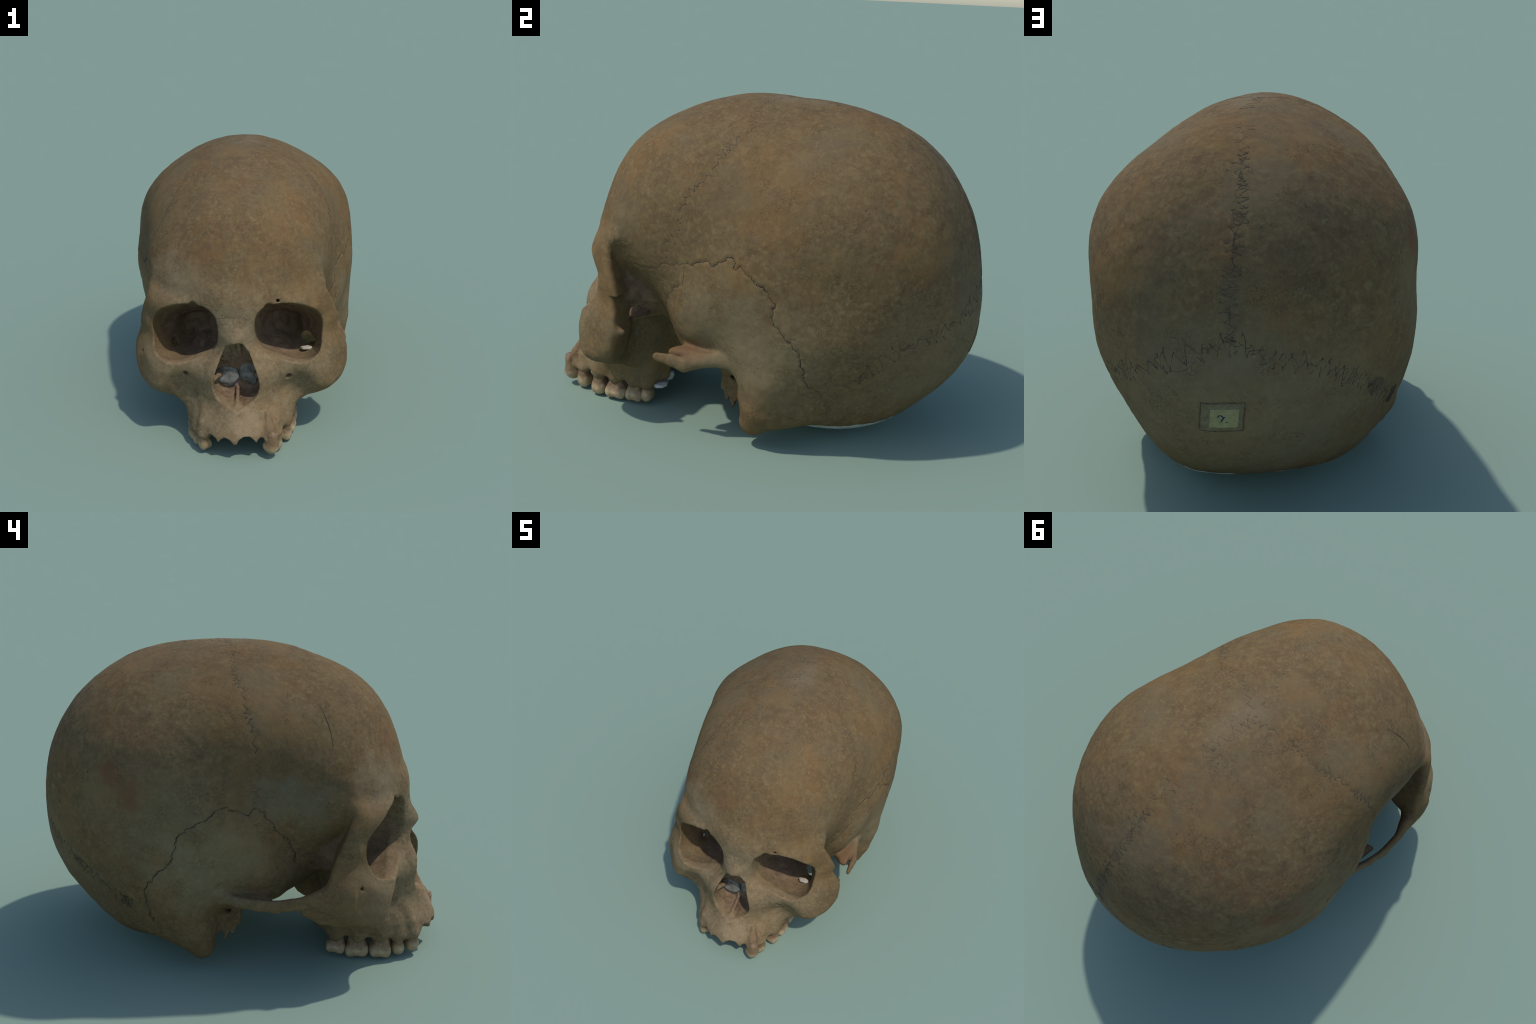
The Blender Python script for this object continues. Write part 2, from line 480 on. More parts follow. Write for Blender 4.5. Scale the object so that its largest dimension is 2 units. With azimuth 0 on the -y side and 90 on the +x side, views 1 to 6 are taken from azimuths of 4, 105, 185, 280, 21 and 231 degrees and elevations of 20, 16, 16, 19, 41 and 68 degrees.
# keep only the one connected piece
lab = np.arange(len(V))
E_ = np.concatenate([Q[:, [0, 1]], Q[:, [1, 2]], Q[:, [2, 3]], Q[:, [3, 0]]])
for _ in range(400):
    m = np.minimum(lab[E_[:, 0]], lab[E_[:, 1]])
    new = lab.copy()
    np.minimum.at(new, E_[:, 0], m)
    np.minimum.at(new, E_[:, 1], m)
    new = new[new]
    if (new == lab).all():
        break
    lab = new
main = np.bincount(lab).argmax()
keep = lab == main
remap = np.cumsum(keep) - 1
Q = remap[Q[keep[Q[:, 0]]]]
V = V[keep]
# relax the lattice a little
for lam in (0.5, -0.52) * 2:
    acc = np.zeros_like(V)
    cnt = np.zeros(len(V))
    for a, b in ((0, 1), (1, 2), (2, 3), (3, 0)):
        np.add.at(acc, Q[:, a], V[Q[:, b]])
        np.add.at(acc, Q[:, b], V[Q[:, a]])
        np.add.at(cnt, Q[:, a], 1)
        np.add.at(cnt, Q[:, b], 1)
    V = V + lam * (acc / cnt[:, None] - V)
print("surface:", len(V), "verts", len(Q), "quads", V.min(0), V.max(0))

# ------------------------------------------------------------------ sutures
# control points of the seams on the surface, (x, y, z)
SEAMS = {
    "coronal left": [(0.0, 0.070, 1.480), (0.119, 0.009, 1.471), (0.231, -0.034, 1.428), (0.325, -0.010, 1.373), (0.374, -0.043, 1.335), (0.439, -0.104, 1.274), (0.483, -0.120, 1.218),
                     (0.500, -0.138, 1.182), (0.506, -0.187, 1.135), (0.508, -0.214, 1.105), (0.511, -0.245, 1.026), (0.514, -0.254, 0.959), (0.513, -0.279, 0.900), (0.508, -0.318, 0.866), (0.502, -0.337, 0.782)],
    "coronal right": [(0.0, 0.070, 1.480), (-0.146, 0.009, 1.467), (-0.255, -0.008, 1.433), (-0.334, -0.035, 1.386), (-0.390, -0.085, 1.326), (-0.417, -0.091, 1.302), (-0.467, -0.125, 1.230),
                      (-0.493, -0.148, 1.176), (-0.515, -0.165, 1.121), (-0.540, -0.182, 0.992), (-0.550, -0.159, 0.847)],
    "sagittal": [(0.0, 0.070, 1.480), (0.010, 0.166, 1.477), (0.025, 0.284, 1.468), (0.012, 0.45, 1.42), (0.003, 0.606, 1.368), (0.002, 0.661, 1.335), (0.000, 0.725, 1.285), (-0.016, 0.776, 1.233),
                 (-0.005, 0.823, 1.172), (0.006, 0.866, 1.101), (0.003, 0.894, 1.047), (0.011, 0.921, 0.982), (0.024, 0.948, 0.908), (0.013, 0.967, 0.841), (0.012, 0.984, 0.763)],
    "lambdoid left": [(0.012, 0.984, 0.763), (0.072, 0.985, 0.752), (0.134, 0.983, 0.728), (0.187, 0.976, 0.700), (0.252, 0.954, 0.685), (0.325, 0.915, 0.645), (0.400, 0.855, 0.605),
                      (0.461, 0.778, 0.564), (0.507, 0.703, 0.531), (0.532, 0.638, 0.478), (0.537, 0.583, 0.412), (0.547, 0.513, 0.372), (0.549, 0.416, 0.330)],
    "lambdoid right": [(0.012, 0.984, 0.763), (-0.047, 0.982, 0.754), (-0.116, 0.976, 0.715), (-0.184, 0.958, 0.690), (-0.243, 0.934, 0.680), (-0.312, 0.895, 0.649), (-0.373, 0.844, 0.607),
                       (-0.436, 0.765, 0.545), (-0.472, 0.706, 0.509), (-0.507, 0.634, 0.460), (-0.539, 0.558, 0.411), (-0.559, 0.486, 0.362), (-0.56, 0.40, 0.34)],
    "frontosphenoid left": [(0.438, -0.500, 0.748), (0.480, -0.399, 0.748), (0.501, -0.340, 0.782), (0.514, -0.291, 0.789), (0.539, -0.220, 0.807)],
    "squamosal left": [(0.539, -0.220, 0.807), (0.566, -0.168, 0.818), (0.592, -0.114, 0.851),
                       (0.613, -0.084, 0.833), (0.637, 0.008, 0.884), (0.647, 0.032, 0.846), (0.651, 0.060, 0.848), (0.656, 0.129, 0.797), (0.656, 0.167, 0.775), (0.653, 0.208, 0.712),
                       (0.652, 0.197, 0.666), (0.654, 0.232, 0.602), (0.653, 0.272, 0.556), (0.648, 0.309, 0.522), (0.633, 0.334, 0.455), (0.594, 0.342, 0.375), (0.551, 0.392, 0.326)],
    "sphenoid left": [(0.539, -0.220, 0.807), (0.543, -0.227, 0.756), (0.543, -0.234, 0.716), (0.516, -0.282, 0.681), (0.479, -0.326, 0.626), (0.445, -0.345, 0.583), (0.408, -0.350, 0.523)],
    "squamosal right": [(-0.416, -0.341, 0.550), (-0.469, -0.328, 0.647), (-0.491, -0.280, 0.707), (-0.504, -0.238, 0.762), (-0.529, -0.192, 0.834), (-0.550, -0.159, 0.847), (-0.563, -0.137, 0.830),
                        (-0.612, -0.031, 0.868), (-0.628, 0.015, 0.832), (-0.645, 0.099, 0.781), (-0.651, 0.154, 0.740), (-0.654, 0.180, 0.674), (-0.654, 0.194, 0.613), (-0.653, 0.240, 0.568),
                        (-0.644, 0.289, 0.512), (-0.625, 0.330, 0.444), (-0.585, 0.319, 0.356), (-0.53, 0.301, 0.262)],
    "mastoid left": [(0.551, 0.392, 0.326), (0.506, 0.410, 0.269), (0.446, 0.409, 0.188)],
    "nasal": [(-0.09, -0.79, 0.742), (-0.04, -0.815, 0.752), (0.009, -0.822, 0.756), (0.06, -0.81, 0.750), (0.11, -0.785, 0.735)],
    "internasal": [(0.009, -0.822, 0.756), (0.014, -0.838, 0.70), (0.018, -0.86, 0.645)],
}
# width of the meander, finger length along the seam, line radius, groove depth
STYLE = {"coronal": (0.018, 0.018, 0.0014, 0.0012), "sagittal": (0.034, 0.021, 0.0013, 0.0010), "lambdoid": (0.043, 0.022, 0.0014, 0.0014), "squamosal": (0.006, 0.034, 0.0024, 0.0050),
         "sphenoid": (0.004, 0.030, 0.0014, 0.0022), "frontosphenoid": (0.004, 0.030, 0.0013, 0.0018), "mastoid": (0.008, 0.03, 0.0014, 0.002), "nasal": (0.003, 0.02, 0.0009, 0.001), "internasal": (0.002, 0.02, 0.0008, 0.001),
         "nasomaxillary": (0.002, 0.03, 0.0012, 0.001)}


def spline(points, step):
    P = np.array(points, float)
    P = np.vstack([2 * P[0] - P[1], P, 2 * P[-1] - P[-2]])
    out = []
    for i in range(1, len(P) - 2):
        a, b, c, d = P[i - 1:i + 3]
        n = max(2, int(np.linalg.norm(c - b) / 0.004))
        for t in np.arange(n) / n:
            out.append(0.5 * (2 * b + (c - a) * t + (2 * a - 5 * b + 4 * c - d) * t * t + (3 * b - a - 3 * c + d) * t ** 3))
    out.append(P[-2])
    out = np.array(out)
    s = np.concatenate([[0], np.cumsum(np.linalg.norm(np.diff(out, axis=0), axis=1))])
    q = np.arange(0, s[-1], step)
    return np.stack([np.interp(q, s, out[:, k]) for k in range(3)], 1), q


tree = BVHTree.FromPolygons(V.tolist(), Q.tolist())
seam_lines = {}
for name, pts in SEAMS.items():
    amp, finger, rad, depth = STYLE[name.split()[0]]
    P, s = spline(pts, 0.0022)
    r = np.random.default_rng(len(name) * 7 + len(pts))
    k = np.ones(25) / 25
    wob = np.convolve(r.normal(0, 1, len(s) + 24), k, "valid") * 5
    swell = 0.65 + 0.5 * np.sin(s * 17 + r.uniform(0, 6)) * np.sin(s * 41 + r.uniform(0, 6)) + 0.25 * np.clip(wob, -1, 1)
    speed = (1 + 0.45 * np.sin(s * 33 + r.uniform(0, 6)) + 0.3 * np.sin(s * 77 + 1)) / finger
    ph = np.cumsum(speed) * 0.0022 * math.pi
    small = np.convolve(r.normal(0, 1, len(s) + 4), np.ones(5) / 5, "valid") * 0.0022
    knit = amp > 0.012
    wave = np.tanh(2.0 * np.sin(ph)) if knit else np.sin(ph)
    side_off = amp * np.clip(swell, 0.25, 1.1) * wave + amp * (0.10 if knit else 0.22) * np.sin(ph * 2.7 + 1) + small * (0.25 if knit else 1.0)
    along = finger * 0.34 * np.sin(2 * ph + 0.4 * np.sin(ph * 0.37)) * (amp > 0.01)
    line = []
    for i, p in enumerate(P):
        t = P[min(i + 1, len(P) - 1)] - P[max(i - 1, 0)]
        t /= np.linalg.norm(t) + 1e-9
        loc, nor, idx, dist = tree.find_nearest(Vector(p))
        n = np.array(nor)
        sd = np.cross(n, t)
        sd /= np.linalg.norm(sd) + 1e-9
        fade = min(1, i / 6, (len(P) - 1 - i) / 6)
        q = np.array(loc) + (sd * side_off[i] + t * along[i]) * fade
        loc, nor, idx, dist = tree.find_nearest(Vector(q))
        line.append((np.array(loc), np.array(nor)))
    seam_lines[name] = line

# ------------------------------------------------------------------ surface relief
def vertex_normals(V, Q):
    a, b, c, d = (V[Q[:, k]] for k in range(4))
    fn = np.cross(c - a, d - b)
    n = np.zeros_like(V)
    for k in range(4):
        np.add.at(n, Q[:, k], fn)
    return n / (np.linalg.norm(n, axis=1)[:, None] + 1e-12)


N0 = vertex_normals(V, Q)
x, y, z = V.T
relief = 0.0022 * vn(x + 5, y + 3, z + 9, 9) + 0.0012 * vn(x + 2, y + 8, z + 4, 24) + 0.0007 * vn(x + 1, y + 2, z + 3, 61)
from mathutils.kdtree import KDTree
total = sum(len(l) for l in seam_lines.values())
kd = KDTree(total)
depths = []
for name, line in seam_lines.items():
    for p, n in line:
        kd.insert(p, len(depths))
        depths.append(STYLE[name.split()[0]][3])
kd.balance()
lo_, hi_ = np.array([p for l in seam_lines.values() for p, n in l]).min(0) - 0.02, np.array([p for l in seam_lines.values() for p, n in l]).max(0) + 0.02
for i in np.nonzero(((V > lo_) & (V < hi_)).all(1))[0]:
    co, idx, d = kd.find(V[i])
    if d < 0.014:
        relief[i] -= depths[idx] * math.exp(-(d / 0.0055) ** 2)
V = V + N0 * relief[:, None]
N0 = vertex_normals(V, Q)
tree = BVHTree.FromPolygons(V.tolist(), Q.tolist())

# ------------------------------------------------------------------ materials
class Nodes:
    def __init__(self, name):
        self.m = bpy.data.materials.new(name)
        self.m.use_nodes = True
        self.t = self.m.node_tree
        self.bsdf = self.t.nodes["Principled BSDF"]
        self.co = self.new("ShaderNodeTexCoord").outputs["Object"]

    def new(self, kind):
        return self.t.nodes.new(kind)

    def put(self, node, key, v):
        s = node.inputs[key]
        if isinstance(v, bpy.types.NodeSocket):
            self.t.links.new(v, s)
        else:
            s.default_value = v

    def noise(self, scale, detail=3, rough=0.55, distort=0.0, vec=None):
        n = self.new("ShaderNodeTexNoise")
        self.put(n, "Vector", vec if vec is not None else self.co)
        self.put(n, "Scale", scale)
        self.put(n, "Detail", detail)
        self.put(n, "Roughness", rough)
        self.put(n, "Distortion", distort)
        return n.outputs["Fac"]

    def math(self, op, a, b=0.0, c=None, clamp=False):
        n = self.new("ShaderNodeMath")
        n.operation = op
        n.use_clamp = clamp
        self.put(n, 0, a)
        self.put(n, 1, b)
        if c is not None:
            self.put(n, 2, c)
        return n.outputs[0]

    def vmath(self, op, a, b):
        n = self.new("ShaderNodeVectorMath")
        n.operation = op
        self.put(n, 0, a)
        self.put(n, 1, b)
        return n.outputs["Value"] if op in ("LENGTH", "DISTANCE") else n.outputs["Vector"]

    def remap(self, v, a, b, c=0.0, d=1.0):
        n = self.new("ShaderNodeMapRange")
        n.interpolation_type = "SMOOTHSTEP"
        self.put(n, 0, v)
        for k, q in zip((1, 2, 3, 4), (a, b, c, d)):
            self.put(n, k, q)
        return n.outputs[0]

    def mix(self, f, a, b, mode="MIX"):
        n = self.new("ShaderNodeMix")
        n.data_type = "RGBA"
        n.blend_type = mode
        n.clamp_factor = True
        self.put(n, 0, f)
        for k, v in ((6, a), (7, b)):
            self.put(n, k, v if isinstance(v, bpy.types.NodeSocket) else (*v, 1))
        return n.outputs[2]

    def ramp(self, f, stops):
        n = self.new("ShaderNodeValToRGB")
        e = n.color_ramp.elements
        while len(e) < len(stops):
            e.new(0.5)
        for el, (p, c) in zip(e, stops):
            el.position = p
            el.color = (*c, 1)
        self.put(n, 0, f)
        return n.outputs[0]

    def warp(self, scale, amount):
        n = self.new("ShaderNodeTexNoise")
        self.put(n, "Vector", self.co)
        self.put(n, "Scale", scale)
        self.put(n, "Detail", 4)
        off = self.vmath("SUBTRACT", n.outputs["Color"], (0.5, 0.5, 0.5))
        off = self.vmath("MULTIPLY", off, (amount,) * 3)
        return self.vmath("ADD", self.co, off)

    def blob(self, c, r, vec, inner=0.45, outer=1.0):
        """soft ellipsoidal patch: 1 inside, 0 outside"""
        d = self.vmath("SUBTRACT", vec, c)
        d = self.vmath("DIVIDE", d, r)
        n = self.new("ShaderNodeVectorMath")
        n.operation = "LENGTH"
        self.put(n, 0, d)
        return self.remap(n.outputs["Value"], inner, outer, 1.0, 0.0)

    def finish(self, colour, rough=0.85, spec=0.12, bump=None, strength=0.3, dist=0.004):
        self.put(self.bsdf, "Base Color", colour if isinstance(colour, bpy.types.NodeSocket) else (*colour, 1))
        self.put(self.bsdf, "Roughness", rough)
        self.put(self.bsdf, "Specular IOR Level", spec)
        if bump is not None:
            b = self.new("ShaderNodeBump")
            self.put(b, "Strength", strength)
            self.put(b, "Distance", dist)
            self.put(b, "Height", bump)
            self.t.links.new(b.outputs[0], self.bsdf.inputs["Normal"])
        return self.m


def bone_material():
    M = Nodes("aged_bone")
    fine, mid, big = M.noise(62, 6, 0.72, 0.6), M.noise(20, 6, 0.66, 0.5), M.noise(2.3, 3)
    mott = M.math("ADD", M.math("MULTIPLY", fine, 0.58), M.math("MULTIPLY", mid, 0.42))
    col = M.ramp(mott, [(0.34, (0.112, 0.080, 0.046)), (0.46, (0.150, 0.109, 0.060)), (0.55, (0.178, 0.131, 0.070)), (0.68, (0.220, 0.168, 0.090))])
    # pale grains parted by brown and rusty fibres
    wf = M.warp(24, 0.085)
    vg = M.new("ShaderNodeTexVoronoi")
    vg.feature = "SMOOTH_F1"
    M.put(vg, "Vector", wf)
    M.put(vg, "Scale", 34)
    M.put(vg, "Smoothness", 0.5)
    patchy = M.remap(M.noise(5.5, 3), 0.38, 0.62, 0.25, 1.0)
    grain = M.remap(vg.outputs["Distance"], 0.18, 0.62)
    col = M.mix(M.math("MULTIPLY", M.math("SUBTRACT", 1.0, grain), M.math("MULTIPLY", patchy, 0.26)), col, (0.245, 0.195, 0.110))
    col = M.mix(M.math("MULTIPLY", grain, M.math("MULTIPLY", patchy, 0.30)), col, (0.112, 0.072, 0.040))
    fibre = M.math("ABSOLUTE", M.math("SUBTRACT", M.noise(13, 4, 0.65, 1.2), 0.5))
    col = M.mix(M.math("MULTIPLY", M.remap(fibre, 0.01, 0.06, 1, 0), M.remap(M.noise(3.7, 3), 0.45, 0.65, 0.0, 0.42)), col, (0.180, 0.092, 0.042))
    # slow drift between ochre, umber and grey-olive
    col = M.mix(M.remap(big, 0.50, 0.66, 0, 0.5), col, (0.150, 0.128, 0.082))
    col = M.mix(M.remap(M.noise(3.1, 4, 0.6), 0.50, 0.70, 0, 0.50), col, (0.215, 0.132, 0.056))
    col = M.mix(M.remap(M.noise(6.0, 5, 0.65, 0.8), 0.55, 0.72, 0, 0.40), col, (0.095, 0.072, 0.055))
    w = M.warp(9, 0.30)
    w2 = M.warp(26, 0.10)
    # paler, drier face
    pale = M.blob((0.0, -0.92, 0.42), (0.75, 0.52, 0.66), w, 0.45, 1.0)
    col = M.mix(M.math("MULTIPLY", pale, 0.42), col, M.ramp(mott, [(0.36, (0.190, 0.142, 0.086)), (0.5, (0.290, 0.230, 0.150)), (0.64, (0.370, 0.310, 0.215))]))
    col = M.mix(M.math("MULTIPLY", M.blob((-0.30, -0.68, 0.92), (0.30, 0.18, 0.20), w, 0.1), 0.30), col, (0.33, 0.275, 0.205))
    col = M.mix(M.math("MULTIPLY", M.blob((0.05, -0.98, 0.22), (0.24, 0.12, 0.12), w), 0.4), col, (0.34, 0.265, 0.185))
    # moss-grey stain of the temples, darker rim above the right one
    col = M.mix(M.math("MULTIPLY", M.blob((-0.56, -0.30, 0.98), (0.22, 0.42, 0.22), w, 0.4), 0.28), col, (0.085, 0.068, 0.045))
    col = M.mix(M.math("MULTIPLY", M.blob((-0.50, -0.33, 0.86), (0.20, 0.32, 0.20), w, 0.2), 0.42), col, (0.185, 0.180, 0.145))
    col = M.mix(M.math("MULTIPLY", M.blob((-0.60, 0.02, 0.58), (0.20, 0.42, 0.30), w, 0.3), 0.45), col, (0.255, 0.225, 0.150))
    col = M.mix(M.math("MULTIPLY", M.blob((0.60, 0.05, 0.50), (0.20, 0.50, 0.36), w, 0.3), 0.45), col, (0.255, 0.215, 0.138))
    col = M.mix(M.math("MULTIPLY", M.blob((0.0, 0.78, 0.50), (0.75, 0.50, 0.46), w, 0.3), 0.45), col, (0.235, 0.200, 0.138))
    col = M.mix(M.math("MULTIPLY", M.blob((-0.60, 0.35, 0.85), (0.22, 0.50, 0.32), w, 0.3), 0.32), col, (0.215, 0.185, 0.125))
    col = M.mix(M.math("MULTIPLY", M.blob((0.50, 0.20, 1.08), (0.30, 0.50, 0.22), w, 0.2), 0.30), col, (0.125, 0.085, 0.048))
    # rusty patches
    for c, r, f in (((-0.615, 0.47, 0.995), (0.14, 0.085, 0.095), .72), ((-0.64, 0.375, 0.91), (0.14, 0.09, 0.13), .58), ((-0.128, -0.71, 1.065), (0.060, 0.14, 0.070), .38),
                    ((0.195, -0.90, 0.18), (0.035, 0.08, 0.07), .45), ((0.54, -0.20, 0.41), (0.10, 0.15, 0.06), .5), ((-0.47, -0.60, 0.33), (0.10, 0.15, 0.04), .3)):
        col = M.mix(M.math("MULTIPLY", M.blob(c, r, w2, 0.3), f), col, (0.170, 0.088, 0.052))
    # orange-brown areas of the left parietal
    for c, r, f in (((0.51, 0.129, 1.222), (0.24, 0.26, 0.16), .28), ((0.60, 0.125, 1.06), (0.16, 0.24, 0.14), .24), ((0.25, -0.52, 1.17), (0.25, 0.25, 0.2), .25)):
        col = M.mix(M.math("MULTIPLY", M.blob(c, r, w, 0.2), f), col, (0.245, 0.140, 0.052))
    # dull dark areas at the back and along the midline seam
    for c, r, f in (((0.248, 0.855, 1.042), (0.14, 0.14, 0.11), .36), ((-0.26, 0.74, 1.21), (0.13, 0.14, 0.11), .30), ((-0.16, 0.90, 0.98), (0.24, 0.14, 0.20), .18), ((0.0, 0.93, 0.88), (0.07, 0.14, 0.16), .30),
                    ((-0.03, -0.30, 1.42), (0.11, 0.13, 0.10), .3), ((-0.18, -0.50, 1.28), (0.12, 0.12, 0.10), .3), ((0.03, -0.62, 1.15), (0.12, 0.12, 0.09), .28)):
        col = M.mix(M.math("MULTIPLY", M.blob(c, r, w, 0.15), f), col, (0.088, 0.072, 0.055))
    # pale bruise on the crown where the seam has closed
    col = M.mix(M.math("MULTIPLY", M.blob((0.05, 0.10, 1.48), (0.12, 0.26, 0.10), w2, 0.1), 0.28), col, (0.27, 0.225, 0.15))
    # reddish-brown tone inside the sockets and the nose
    for c, r in (((0.27, -0.56, 0.60), (0.215, 0.22, 0.19)), ((-0.24, -0.56, 0.60), (0.215, 0.22, 0.19)), ((MID, -0.76, 0.40), (0.15, 0.13, 0.22))):
        col = M.mix(M.math("MULTIPLY", M.blob(c, r, w2, 0.6), 0.75), col, M.ramp(mid, [(0.35, (0.105, 0.070, 0.050)), (0.5, (0.175, 0.120, 0.090)), (0.68, (0.25, 0.185, 0.145))]))
    # hair-thin dark vessel marks, in drifts
    vein = M.math("ABSOLUTE", M.math("SUBTRACT", M.noise(34, 3, 0.6, 1.6), 0.5))
    vein = M.math("MULTIPLY", M.remap(vein, 0.004, 0.026, 1, 0), M.remap(M.noise(8, 3), 0.46, 0.64))
    col = M.mix(M.math("MULTIPLY", vein, 0.62), col, (0.060, 0.045, 0.032))
    # pinprick pores and a few pale scuffs
    vo = M.new("ShaderNodeTexVoronoi")
    M.put(vo, "Vector", M.co)
    M.put(vo, "Scale", 62)
    pore = M.math("MULTIPLY", M.remap(vo.outputs["Distance"], 0.08, 0.26, 1, 0), M.remap(M.noise(11, 2), 0.54, 0.66))
    col = M.mix(M.math("MULTIPLY", pore, 0.35), col, (0.055, 0.040, 0.030))
    scuff = M.math("MULTIPLY", M.remap(M.noise(95, 4, 0.7, 0.5), 0.60, 0.72), M.remap(M.noise(5, 3), 0.52, 0.68))
    col = M.mix(M.math("MULTIPLY", scuff, 0.40), col, (0.40, 0.36, 0.29))
    col = M.mix(1.0, col, (0.965, 0.905, 0.815), "MULTIPLY")
    h = M.math("ADD", M.math("MULTIPLY", fine, 0.6), M.math("MULTIPLY", mid, 0.6))
    h = M.math("SUBTRACT", h, M.math("ADD", M.math("MULTIPLY", pore, 0.8), M.math("MULTIPLY", vein, 0.5)))
    return M.finish(col, 0.9, 0.05, h, 0.35, 0.004)


def simple(name, dark, light, scale, rough=0.8, spec=0.15):
    M = Nodes(name)
    n = M.noise(scale, 5, 0.6)
    return M.finish(M.ramp(n, [(0.35, dark), (0.65, light)]), rough, spec, n, 0.25, 0.003)


def tooth_material():
    M = Nodes("old_enamel")
    sep = M.new("ShaderNodeSeparateXYZ")
    M.put(sep, 0, M.co)
    info = M.new("ShaderNodeObjectInfo")
    n = M.noise(40, 5, 0.65)
    crown = M.ramp(n, [(0.35, (0.270, 0.185, 0.095)), (0.55, (0.390, 0.290, 0.165)), (0.7, (0.50, 0.40, 0.25))])
    root = M.ramp(M.noise(60, 4), [(0.35, (0.115, 0.062, 0.030)), (0.65, (0.230, 0.150, 0.080))])
    edge = M.math("ADD", sep.outputs["Z"], M.math("MULTIPLY", M.math("SUBTRACT", M.noise(24, 3), 0.5), 0.03))
    col = M.mix(M.remap(edge, 0.042, 0.066), crown, root)
    col = M.mix(M.math("MULTIPLY", info.outputs["Random"], 0.3), col, (0.26, 0.17, 0.085))
    return M.finish(col, 0.5, 0.3, n, 0.15, 0.002)


BONE = bone_material()
CRACK = simple("seam_dirt", (0.032, 0.026, 0.021), (0.075, 0.060, 0.045), 30)
FAINT = simple("faded_seam", (0.066, 0.053, 0.039), (0.112, 0.087, 0.060), 30)
KNIT = simple("knitted_seam_dirt", (0.042, 0.036, 0.031), (0.085, 0.070, 0.056), 30)
CREAM = simple("cream_flake", (0.36, 0.31, 0.23), (0.50, 0.45, 0.36), 30)
SCAN_FILL = simple("white_scan_fill", (0.40, 0.40, 0.37), (0.56, 0.57, 0.54), 14)  # white of the scan's filled-in holes, not a substance on the skull
ENAMEL = tooth_material()
PAPER = simple("yellowed_paper", (0.235, 0.215, 0.100), (0.315, 0.290, 0.145), 45)
GLUE = simple("glue_stain", (0.075, 0.050, 0.026), (0.15, 0.115, 0.062), 55)
INK = simple("blue_ink", (0.014, 0.024, 0.060), (0.03, 0.045, 0.09), 60)
VARNISH = simple("glue_film", (0.135, 0.108, 0.060), (0.205, 0.170, 0.102), 50)
FILL = simple("grey_fill", (0.085, 0.078, 0.060), (0.27, 0.265, 0.235), 16)

# ------------------------------------------------------------------ objects
scene = bpy.context.scene.collection
skull = bpy.data.objects.new("human_skull", None)
scene.objects.link(skull)
skull["label"] = "aged brown human cranium with worn teeth, no jaw"
skull["category"] = "skull"


def link(name, me, mats, parent=skull):
    for m in mats:
        me.materials.append(m)
    ob = bpy.data.objects.new(name, me)
    scene.objects.link(ob)
    ob.parent = parent
    return ob


# bones: every face of the one surface goes to the bone it belongs to
C = V[Q].mean(1)
FN = vertex_normals(V, Q)[Q].mean(1)
jag = vn(C[:, 0] + 3, C[:, 1] + 3, C[:, 2] + 3, 40) * 0.012
cx, cy, cz = C.T + np.array([jag, -jag, jag])[:, :] * 0.6
ax, dxm = np.abs(cx), np.abs(cx - MID)
region = np.full(len(Q), 3)                                               # 3 sphenoid and the deep base
coronal_y = np.interp(ax, [0, .12, .23, .33, .44, .50, .52], [.07, .009, -.03, -.02, -.10, -.16, -.26])
lambd_z = np.interp(ax, [0, .1, .2, .3, .4, .5, .56], [.763, .735, .692, .655, .60, .51, .33])
squam_z = np.interp(cy, [-.40, -.22, -.1, 0, .06, .13, .2, .25, .31, .34, .39], [.70, .80, .85, .88, .85, .80, .71, .59, .50, .40, .33])
upper = cz > np.interp(cy, [-.6, -.3, .3, .5], [.72, .76, .30, .0])
region[upper & (cy < coronal_y) & (cz > 0.74)] = 0                        # frontal
par = upper & (cy >= coronal_y) & ((cz > lambd_z) | (cy < 0.35))
region[par & (cx >= 0.008)] = 1
region[par & (cx < 0.008)] = 2
region[(cy > 0.30) & (cz <= lambd_z)] = 4                                 # occipital
temp = (cy > -0.40) & (cy < 0.42) & (cz < squam_z) & (ax > 0.34)
region[temp & (cx > 0)] = 5
region[temp & (cx < 0)] = 6
face = (cy < -0.36) & (cz < 0.755) & ~((cy > -0.56) & (cz > 0.53))
region[face] = 7                                                          # maxilla
cheek = face & (dxm > 0.36 - 0.25 * (cz - 0.45).clip(-.3, .0)) & (cz < 0.74)
region[cheek & (cx > 0)] = 8
region[cheek & (cx < 0)] = 9
region[(cx < -0.45) & (cy < -0.36) & (cz < 0.56)] = 9
region[face & (dxm < 0.062) & (cz > 0.60) & (cy < -0.76)] = 10            # nasal bones
scan_gap = (FN[:, 2] < -0.55) & (cz < np.interp(cy, [-.2, .2, .45, .75], [.20, .125, .100, .125])) & (cy > -0.15) & (ax < 0.44)
region[scan_gap] = 11  # underside missing from the scan, closed there with a white fill
names = {0: "frontal_bone", 1: "parietal_bone", 2: "parietal_bone", 3: "sphenoid_bone", 4: "occipital_bone", 5: "temporal_bone", 6: "temporal_bone", 7: "maxilla",
         8: "zygomatic_bone", 9: "zygomatic_bone", 10: "nasal_bone", 11: "scan_fill_base"}
parts = {}
for k, nm in names.items():
    q = Q[region == k]
    if not len(q):
        continue
    used = np.unique(q)
    back = np.full(len(V), -1)
    back[used] = np.arange(len(used))
    me = bpy.data.meshes.new(nm)
    me.from_pydata(V[used].tolist(), [], back[q].tolist())
    me.shade_smooth()
    me.normals_split_custom_set_from_vertices(N0[used].tolist())
    parts[k] = link(nm, me, [SCAN_FILL if k == 11 else BONE])


